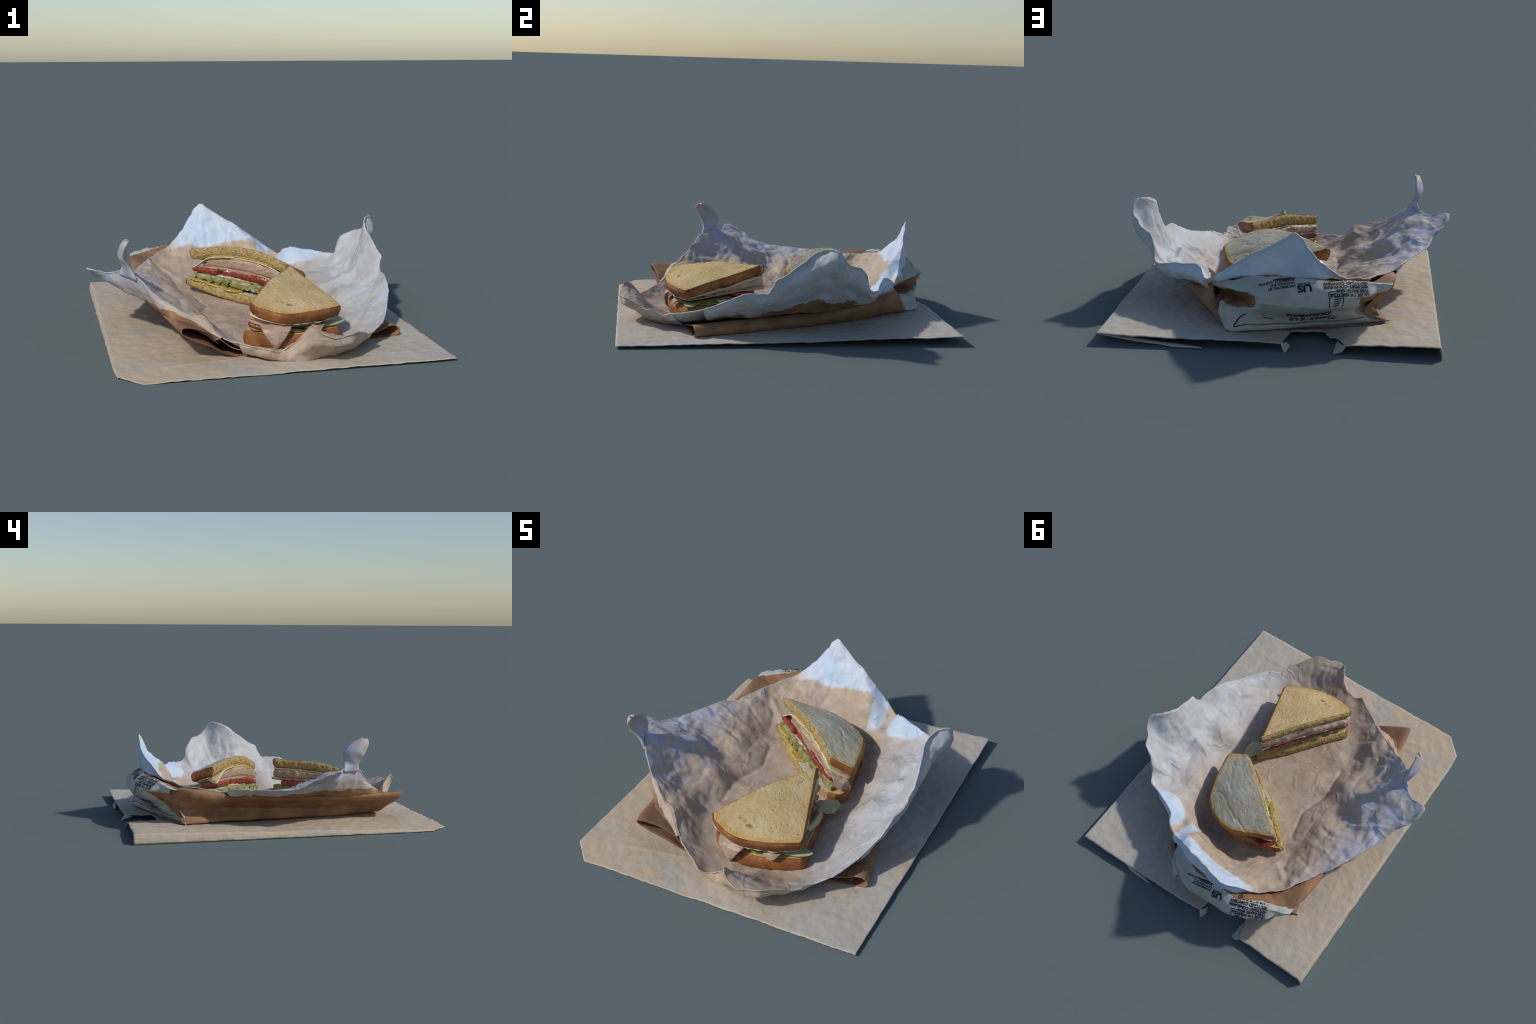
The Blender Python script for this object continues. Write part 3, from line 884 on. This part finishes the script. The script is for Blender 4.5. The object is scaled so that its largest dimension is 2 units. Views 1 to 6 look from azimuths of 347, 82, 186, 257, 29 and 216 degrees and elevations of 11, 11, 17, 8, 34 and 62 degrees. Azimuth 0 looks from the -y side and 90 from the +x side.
def slab(name, parent, outline, zt, zb, mats, cut=None, er=.012, rings=34, side=9, bulge=.003, amp=.0025, seed=0.0,
         rough_cut=.004, pocks=0.0, edge_wig=0.0, cracks=0.0, undercut=0.0):
    """closed slice between the height functions zb and zt over an outline; faces near the
    line `cut` (two xy points) take material 1, other sides material 2"""
    O = np.array(outline)
    n = len(O)
    C = O.mean(0)
    T = np.roll(O, -1, 0) - np.roll(O, 1, 0)
    T /= np.linalg.norm(T, axis=1, keepdims=True)
    area = .5 * np.sum(O[:, 0] * np.roll(O[:, 1], -1) - np.roll(O[:, 0], -1) * O[:, 1])
    Nr = np.stack([T[:, 1], -T[:, 0]], 1) * (1 if area > 0 else -1)
    if edge_wig:
        O = O + Nr * np.array([edge_wig * (nz((p[0], p[1], seed), 14, seed) + .6 * nz((p[0], p[1], seed), 33, seed)) for p in O])[:, None]
    iscut = np.zeros(n, bool)
    if cut is not None:
        K = np.array(cut, float)
        for a, b in zip(K[:-1], K[1:]):
            d = b - a
            L = np.linalg.norm(d)
            d /= L
            nn = np.array([-d[1], d[0]])
            u = (O - a) @ d
            iscut |= (abs((O - a) @ nn) < .022) & (u > -.004) & (u < L + .004)
        iscut &= (np.linalg.norm(O - K[0], axis=1) > .006) & (np.linalg.norm(O - K[-1], axis=1) > .006)
    inner = O - Nr * er
    soft = iscut.astype(float)
    for _ in range(6):
        soft = .25 * np.roll(soft, 1) + .5 * soft + .25 * np.roll(soft, -1)
    rows, kinds = [], []
    for r in range(rings):                       # top, centre outwards
        s = (r + 1) / rings
        p = C + (inner - C) * s
        rows.append(np.column_stack([p, zt(p[:, 0], p[:, 1])]))
        kinds.append(0)
    for q in range(side + 1):                    # side with rounded shoulders
        t = q / side
        a = math.pi * t
        p = inner + Nr * (er * min(1, 1.6 * math.sin(a)) + bulge * math.sin(a))[..., None] if False else inner + Nr * (er * min(1.0, 2.2 * math.sin(a)) + bulge * math.sin(a))
        zt_, zb_ = zt(p[:, 0], p[:, 1]), zb(p[:, 0], p[:, 1])
        p = p - Nr * (undercut * t * (1 - soft))[:, None]
        z = zt_ + (zb_ - zt_) * (.04 + .92 * t)
        rows.append(np.column_stack([p, z]))
        kinds.append(1)
    for r in range(rings - 1, -1, -1):
        s = (r + 1) / rings
        p = C + (inner - Nr * (undercut * (1 - soft))[:, None] - C) * s
        rows.append(np.column_stack([p, zb(p[:, 0], p[:, 1])]))
        kinds.append(2)
    G = np.array(rows)
    cutv = iscut.astype(float)
    for i in range(len(G)):
        for j in range(n):
            p = G[i, j]
            q = (p[0] + seed, p[1], p[2])
            d = amp * (nz(q, 9, seed) + .6 * nz(q, 24, seed) + .35 * nz(q, 60, seed))
            if kinds[i] == 1:
                r = rough_cut * (nz(q, 45, seed) + .8 * nz(q, 95, seed)) if cutv[j] else d * .8
                G[i, j, :2] += Nr[j] * (r + (d if cutv[j] else 0))
                G[i, j, 2] += d * .4
            else:
                G[i, j, 2] += d
                if kinds[i] == 0 and cracks:
                    dx, dy = cut[1][0] - cut[0][0], cut[1][1] - cut[0][1]
                    L = math.hypot(dx, dy)
                    u, w = (p[0] * dx + p[1] * dy) / L, (p[1] * dx - p[0] * dy) / L
                    w += .02 * nz(p, 10, 2)
                    cr = max(0, 1 - 9 * abs(nz((u * 4, w * 11, 0), 1, 3))) * max(0, .35 + nz(p, 7, 8))
                    G[i, j, 2] -= cracks * cr + cracks * .35 * abs(nz((u * 9, w * 34, 0), 1, 5))
                if kinds[i] == 0 and pocks:
                    h = nz(q, 70, seed + 3)
                    G[i, j, 2] -= pocks * max(0, h - .28) * 3
    R = len(G)
    verts = list(G.reshape(-1, 3))
    tc, bc = len(verts), len(verts) + 1
    verts += [G[0].mean(0), G[-1].mean(0)]
    F, mi = [], []
    for i in range(R - 1):
        for j in range(n):
            k = (j + 1) % n
            F.append((i * n + j, (i + 1) * n + j, (i + 1) * n + k, i * n + k))
            sd = kinds[i] == 1 or kinds[i + 1] == 1
            if len(mats) == 1 or not sd:
                near = len(mats) > 3 and kinds[i] == 0 and i >= rings - 4 + int(2.5 * nz((O[j][0], O[j][1], seed), 16, seed))
                mi.append(3 if near and not (iscut[j] or iscut[k]) else 0)
            else:
                mi.append(1 if iscut[j] and iscut[k] else 2)
    for j in range(n):
        k = (j + 1) % n
        F.append((tc, j, k))
        mi.append(0)
        F.append((bc, (R - 1) * n + k, (R - 1) * n + j))
        mi.append(0)
    ob = mesh_obj(name, verts, F, mats, parent, mi)
    bm = bmesh.new()
    bm.from_mesh(ob.data)
    bmesh.ops.recalc_face_normals(bm, faces=bm.faces)
    bm.to_mesh(ob.data)
    bm.free()
    return ob


def sheet(name, parent, pts, mat, th=.005, nu=40, nv=16, wig=.006, f=14, seed=0.0):
    """small floppy piece lofted through rows of control points"""
    c = np.array(pts, float)
    st = np.stack([catmull(c[:, k], nu) for k in range(c.shape[1])], 1)
    G = np.stack([catmull(st[i], nv) for i in range(nu)])
    Nn = normals_of(G)
    for i in range(nu):
        for j in range(nv):
            p = G[i, j]
            G[i, j] = p + Nn[i, j] * wig * (nz(p, f, seed) + .5 * nz(p, f * 2.3, seed))
    ob = mesh_obj(name, G.reshape(-1, 3), grid_faces(nu, nv), [mat], parent)
    solidify(ob, th, 0)
    return ob


def between(zb, zt, f0, f1):
    lo = lambda x, y: zb(x, y) + (zt(x, y) - zb(x, y)) * f0
    hi = lambda x, y: zb(x, y) + (zt(x, y) - zb(x, y)) * f1
    return lo, hi


def inset(poly, d):
    P = np.array(poly, float)
    C = P.mean(0)
    v = P - C
    L = np.linalg.norm(v, axis=1, keepdims=True)
    return C + v * (L - d) / L


def ruffle(name, parent, a, b, zfun, depth, mat, seed, amp=.012, waves=7, inward=(0, 0), lift=.0):
    """leaf edge running along the cut from a to b, waving up and down"""
    a, b = np.array(a), np.array(b)
    inw = np.array(inward)
    nu, nv = 90, 10
    P = []
    for i in range(nu):
        t = i / (nu - 1)
        c = a + (b - a) * t
        for j in range(nv):
            s = j / (nv - 1)
            p = c + inw * depth * s
            w = amp * (1 - s * .7) * (math.sin(waves * 2 * math.pi * t + seed) + .8 * nz((t * 6, seed, s), 1.5, seed))
            o = .010 * nz((t * 9, seed, 0), 1, seed) * (1 - s)
            z = float(zfun(p[0], p[1])) + w + lift * (1 - s)
            P.append((p[0] + inw[0] * o, p[1] + inw[1] * o, z))
    ob = mesh_obj(name, P, grid_faces(nu, nv), [mat], parent)
    solidify(ob, .004, 0)
    return ob


def build_front():
    e = empty('sandwich_half', (0, 0, 0), 'triangular half of a turkey sandwich on white bread', 'sandwich')
    apex, left = (.257, -.100), (-.100, -.631)
    up = [apex, left, (-.075, -.672), (.050, -.712), (.150, -.708), (.270, -.672), (.402, -.604), (.408, -.570), (.375, -.470), (.324, -.306)]
    zt = tps([(.257,-.10,.343), (-.093,-.631,.270), (.06,-.70,.218), (.14,-.70,.214), (.399,-.593,.214), (.38,-.465,.248), (.115,-.62,.242), (.08,-.365,.331),(.18,-.40,.298), (.32,-.29,.290)], 1e-3)
    zb = lambda x, y: zt(x, y) - .064
    cut = (apex, left)
    O = rounded(up, [.004, .006, .03, .05, .05, .05, .02, .02, .05, .05], 260)
    slab('bread_slice', e, O, zt, zb, [CRUMB_A, CUT, CRUST, RIND], cut, seed=1.0, pocks=.004, undercut=.020)
    lowp = [(.290, -.082), (.128, -.250), (-.113, -.566), (-.100, -.600), (.0, -.660), (.060, -.680), (.170, -.672), (.280, -.636), (.398, -.588), (.408, -.565), (.382, -.462), (.358, -.316), (.335, -.200), (.305, -.090)]
    fb = lambda x, y: wrap_height(x, y) - .014
    ft = tps([(.285,-.125,.112), (-.112,-.575,.112), (.0,-.668,.100), (.2,-.67,.092), (.41,-.59,.098), (.43,-.4,.10), (.15,-.4,.112)])
    O2 = rounded(lowp, [.004, .05, .006, .03, .05, .05, .05, .05, .02, .02, .05, .05, .05, .01], 250)
    slab('bread_slice', e, O2, ft, fb, [CRUMB_A, CUT, CRUST, RIND], ((.290, -.082), (.128, -.250), (-.113, -.566)), seed=3.0)
    # filling, bottom to top
    base = inset([(.265, -.085), (.105, -.295), (-.105, -.592), (-.06, -.635), (.05, -.655), (.16, -.650), (.27, -.615), (.340, -.570), (.318, -.465), (.280, -.290)], .006)
    lo, hi = between(ft, zb, .02, .25)
    slab('lettuce_bed', e, rounded(inset(base, .005), .03, 200), hi, lo, [LETTUCE], er=.006, rings=10, side=5, amp=.006, seed=5, edge_wig=.014)
    lo, hi = between(ft, zb, .25, .46)
    for k, (cx, cy) in enumerate([(-.02, -.56), (.10, -.38), (.20, -.24)]):
        c = [(cx + .085 * math.cos(t), cy + .085 * math.sin(t)) for t in np.linspace(0, 2 * math.pi, 60, endpoint=False)]
        c = [p for p in c]
        d = np.array(left) - np.array(apex)
        d /= np.linalg.norm(d)
        nn = np.array([d[1], -d[0]])
        if nn @ (np.array([.2, -.5]) - np.array(apex)) < 0:
            nn = -nn
        q = []
        for p in c:
            s = (np.array(p) - np.array(apex)) @ nn
            q.append(np.array(p) + nn * max(0, -.014 - s))
        slab('tomato_slice', e, rounded(q, .004, 110), hi, lo, [TOMATO], er=.005, rings=8, side=5, amp=.003, seed=7 + k)
    for k, (f0, f1) in enumerate([(.46, .60), (.58, .93)]):
        lo, hi = between(ft, zb, f0, f1)
        slab('turkey_slice', e, rounded(inset(base, .003 * k), .03, 200), hi, lo, [TURKEY], er=.009, rings=10, side=8, amp=.006, seed=11 + k, edge_wig=.010)
    lo, hi = between(ft, zb, .93, .995)
    slab('cheese_slice', e, rounded(inset([(.255, -.104), (-.096, -.626), (-.06, -.650), (.05, -.685), (.15, -.682), (.27, -.650), (.38, -.588), (.362, -.470), (.312, -.306)], 0), .01, 200), hi, lo, [CHEESE], er=.003, rings=10, side=4, amp=.002, seed=15, edge_wig=.008)
    # lettuce poking out on the right, turkey hanging out in front
    sheet('lettuce_leaf', e, [[(.25,-.15,.115),(.265,-.125,.120),(.285,-.095,.110)], [(.29,-.165,.110),(.305,-.120,.118),(.310,-.070,.105)], [(.335,-.185,.100),(.345,-.120,.108),(.335,-.040,.095)], [(.375,-.160,.095),(.380,-.110,.100),(.372,-.060,.090)]], LETTUCE_PALE, .006, seed=2, wig=.004)
    sheet('lettuce_leaf', e, [[(.30,-.40,.125),(.325,-.395,.138),(.342,-.380,.115)], [(.315,-.34,.128),(.338,-.325,.140),(.350,-.310,.112)], [(.305,-.27,.125),(.332,-.250,.138),(.342,-.235,.110)], [(.290,-.20,.120),(.305,-.185,.130),(.318,-.180,.110)]], LETTUCE_PALE, .005, seed=4, wig=.004)
    sheet('lettuce_leaf', e, [[(.30,-.60,.110),(.32,-.56,.120),(.33,-.50,.122)], [(.37,-.590,.112),(.385,-.565,.122),(.38,-.52,.125)], [(.425,-.57,.122),(.430,-.555,.128),(.425,-.540,.128)], [(.440,-.555,.128),(.441,-.55,.130),(.440,-.545,.130)]], LETTUCE_PALE, .006, seed=6, wig=.003)
    sheet('lettuce_leaf', e, [[(.27,-.50,.11),(.32,-.50,.12),(.352,-.50,.115)], [(.27,-.42,.11),(.31,-.42,.125),(.345,-.43,.115)], [(.26,-.34,.11),(.30,-.33,.12),(.335,-.34,.115)]], LETTUCE, .005, seed=8, wig=.008, f=25)
    sheet('turkey_slice', e, [[(-.045,-.640,.150),(.03,-.660,.150),(.115,-.670,.145)], [(-.040,-.672,.128),(.035,-.698,.122),(.100,-.698,.125)], [(-.012,-.684,.085),(.030,-.703,.080),(.070,-.702,.085)], [(.015,-.686,.050),(.030,-.694,.045),(.045,-.694,.050)], [(.024,-.682,.037),(.030,-.684,.034),(.036,-.684,.037)]], TURKEY, .010, seed=3, wig=.004)
    sheet('turkey_slice', e, [[(.20,-.64,.125),(.25,-.64,.13),(.30,-.63,.13)], [(.21,-.652,.120),(.25,-.654,.118),(.29,-.640,.120)], [(.235,-.662,.103),(.255,-.662,.100),(.275,-.655,.103)]], TURKEY, .008, seed=9, wig=.004)
    return e


def build_back():
    e = empty('sandwich_half', (0, 0, 0), 'rounded half of a turkey sandwich with cut face showing', 'sandwich')
    L, R = (-.232, .420), (.268, .018)
    up = [L, R, (.385, .045), (.402, .070), (.378, .200), (.350, .310), (.318, .392), (.240, .462), (.150, .500), (.060, .515), (-.030, .490), (-.100, .462), (-.165, .450)]
    zt = tps([(-.225,.416,.362), (.268,.021,.318), (.394,.057,.254), (.06,.194,.392), (-.10,.315,.388), (.19,.085,.358), (.396,.199,.246), (.355,.314,.240), (.317,.393,.238), (.173,.49,.258), (.06,.51,.282), (-.03,.485,.306), (-.16,.45,.342), (.16,.30,.345)], 2e-4)
    th = lambda x, y: .064
    zb = lambda x, y: zt(x, y) - .062
    cut = (L, R)
    O = rounded(up, [.006, .006, .025, .035] + [.07] * 9, 270)
    slab('bread_slice', e, O, zt, zb, [CRUMB_B, CUT, CRUST, RIND], cut, seed=21.0, amp=.003, cracks=.007, undercut=.014)
    l2, r2 = (-.258, .388), (.275, -.020)
    lowp = [l2, (-.10, .225), (.045, .098), (.15, .045), r2, (.350, -.010), (.364, .020), (.362, .150), (.340, .300), (.285, .410), (.150, .480), (.0, .495), (-.120, .462), (-.230, .425)]
    ft = tps([(-.258,.388,.188), (-.1,.225,.150), (.045,.098,.126), (.15,.05,.115), (.275,-.02,.105), (.36,.0,.105), (.4,.15,.115), (.3,.43,.150), (0,.49,.18), (-.2,.43,.19), (.1,.3,.135)])
    fb = tps([(-.258,.388,.142), (-.1,.225,.096), (.045,.098,.072), (.15,.05,.060), (.275,-.02,.046), (.36,.0,.046), (.4,.15,.062), (.3,.43,.105), (0,.49,.13), (-.2,.43,.145), (.1,.3,.085)])
    slab('bread_slice', e, rounded(lowp, [.006, .02, .02, .02, .006, .012, .02] + [.06] * 7, 260), ft, fb, [CRUMB_B, CUT, CRUST, RIND], (l2, (-.10, .225), (.045, .098), (.15, .045), r2), seed=23.0)
    # make the cut of the bottom slice follow its bowed line too
    base = [(-.190, .390), (-.085, .280), (.055, .155), (.168, .080), (.270, .015), (.335, .055), (.340, .18), (.31, .29), (.26, .38), (.15, .45), (.0, .465), (-.12, .435)]
    lo, hi = between(ft, zb, .0, .06)
    slab('mustard_spread', e, rounded([(-.232, .388), (-.12, .262), (-.02, .172), (.05, .155), (-.02, .26), (-.14, .36)], .03, 200), hi, lo, [MUSTARD], er=.004, rings=10, side=4, amp=.003, seed=31, edge_wig=.022)
    lo, hi = between(ft, zb, .08, .30)
    slab('lettuce_bed', e, rounded([(-.212, .385), (-.09, .266), (.058, .142), (.168, .075), (.268, .008), (.335, .045), (.340, .18), (.31, .29), (.26, .38), (.15, .45), (.0, .465), (-.12, .435)], .03, 220), hi, lo, [LETTUCE], er=.006, rings=10, side=6, amp=.006, seed=33, edge_wig=.020)
    lo, hi = between(ft, zb, .27, .36)
    slab('onion_slice', e, rounded(inset(base, .014), .03, 220), hi, lo, [ONION], er=.005, rings=10, side=4, amp=.005, seed=34, edge_wig=.018)
    lo, hi = between(ft, zb, .36, .56)
    d = np.array(R) - np.array(L)
    d /= np.linalg.norm(d)
    nn = np.array([-d[1], d[0]])
    for k, (cx, cy, r) in enumerate([(-.115, .375, .100), (.025, .225, .092), (.150, .115, .090), (.265, .10, .085)]):
        q = []
        for t in np.linspace(0, 2 * math.pi, 60, endpoint=False):
            p = np.array([cx + r * math.cos(t), cy + r * math.sin(t)])
            s = (p - np.array(L)) @ nn
            lim = -.022 + .008 * (k % 2)
            q.append(p + nn * max(0, lim - s))
        slab('tomato_slice', e, rounded(q, .004, 130), hi, lo, [TOMATO], er=.006, rings=8, side=6, amp=.004, seed=37 + k, edge_wig=.008)
    tb = [(-.165, .385), (-.068, .280), (.050, .168), (.165, .086), (.268, .014), (.365, .052), (.350, .18), (.32, .29), (.27, .38), (.15, .455), (.0, .465), (-.10, .43)]
    for k, (f0, f1) in enumerate([(.50, .62), (.60, .92)]):
        lo, hi = between(ft, zb, f0, f1)
        slab('turkey_slice', e, rounded(inset(tb, .008 * (1 - k)), .03, 220), hi, lo, [TURKEY], er=.010, rings=10, side=12, amp=.005, seed=41 + k, edge_wig=.012, rough_cut=.006)
    cz = lambda x, y: zb(x, y) - .004 - .05 * sstep(-.12, -.225, np.asarray(x)) - .008 * sstep(.2, .27, np.asarray(x))
    cb = lambda x, y: cz(x, y) - .009
    cp = [(-.224, .392), (-.14, .335), (.06, .182), (.268, .014), (.365, .045), (.355, .19), (.29, .36), (.15, .46), (-.02, .47), (-.15, .43)]
    slab('cheese_slice', e, rounded(cp, .02, 220), cz, cb, [CHEESE], er=.003, rings=14, side=5, amp=.0015, seed=47, edge_wig=.004)
    mz = lambda x, y: zb(x, y) + .006
    mb = lambda x, y: zb(x, y) - .004
    slab('mustard_spread', e, rounded([(-.12, .335), (.0, .236), (.12, .140), (.20, .076), (.30, .10), (.2, .3), (.0, .4)], .02, 180), mz, mb, [MUSTARD], er=.003, rings=8, side=4, amp=.002, seed=49, edge_wig=.006)
    inw = (nn[0], nn[1])
    for k in range(4):
        t0, t1 = [(.08, .42), (.30, .66), (.55, .88), (.68, .99)][k]
        a = np.array(l2) + (np.array(r2) - np.array(l2)) * t0 + nn * (.012 - .05 * 4 * t0 * (1 - t0) * .5)
        b = np.array(l2) + (np.array(r2) - np.array(l2)) * t1 + nn * (.014 - .05 * 4 * t1 * (1 - t1) * .5)
        f = [.12, .18, .14, .22][k]
        lo, _ = between(ft, zb, f, 1)
        ruffle('lettuce_leaf', e, a, b, lo, .09, LETTUCE if k != 2 else LETTUCE_PALE, k * 2.1, .010, 4 + k, inw)
    # turkey and crumb poking out at the near right end
    sheet('turkey_slice', e, [[(.265,.035,.21),(.29,.06,.215),(.33,.08,.21)], [(.285,.015,.185),(.32,.03,.185),(.365,.045,.18)], [(.300,.010,.155),(.335,.020,.155),(.385,.040,.15)], [(.315,.015,.130),(.345,.020,.128),(.380,.045,.125)]], TURKEY, .010, seed=13, wig=.005)
    sheet('lettuce_leaf', e, [[(.24,.05,.14),(.25,.04,.15),(.27,.03,.15)], [(.235,.03,.135),(.255,.015,.140),(.285,.01,.14)], [(.245,.01,.120),(.262,.000,.122),(.285,-.004,.12)]], LETTUCE, .006, seed=17, wig=.006, f=25)
    return e


build_sheet()
build_wrapper()
build_bag()
build_front()
build_back()

# put every thing's origin at its own base without moving anything
bpy.context.view_layer.update()
for top in [o for o in bpy.context.scene.objects if o.parent is None and o.type == 'EMPTY']:
    kids = list(top.children)
    pts = np.concatenate([np.array([v.co for v in k.data.vertices]) for k in kids])
    lo, hi = pts.min(0), pts.max(0)
    base = V(((lo[0] + hi[0]) / 2, (lo[1] + hi[1]) / 2, lo[2]))
    top.location = base
    for k in kids:
        k.location = -base
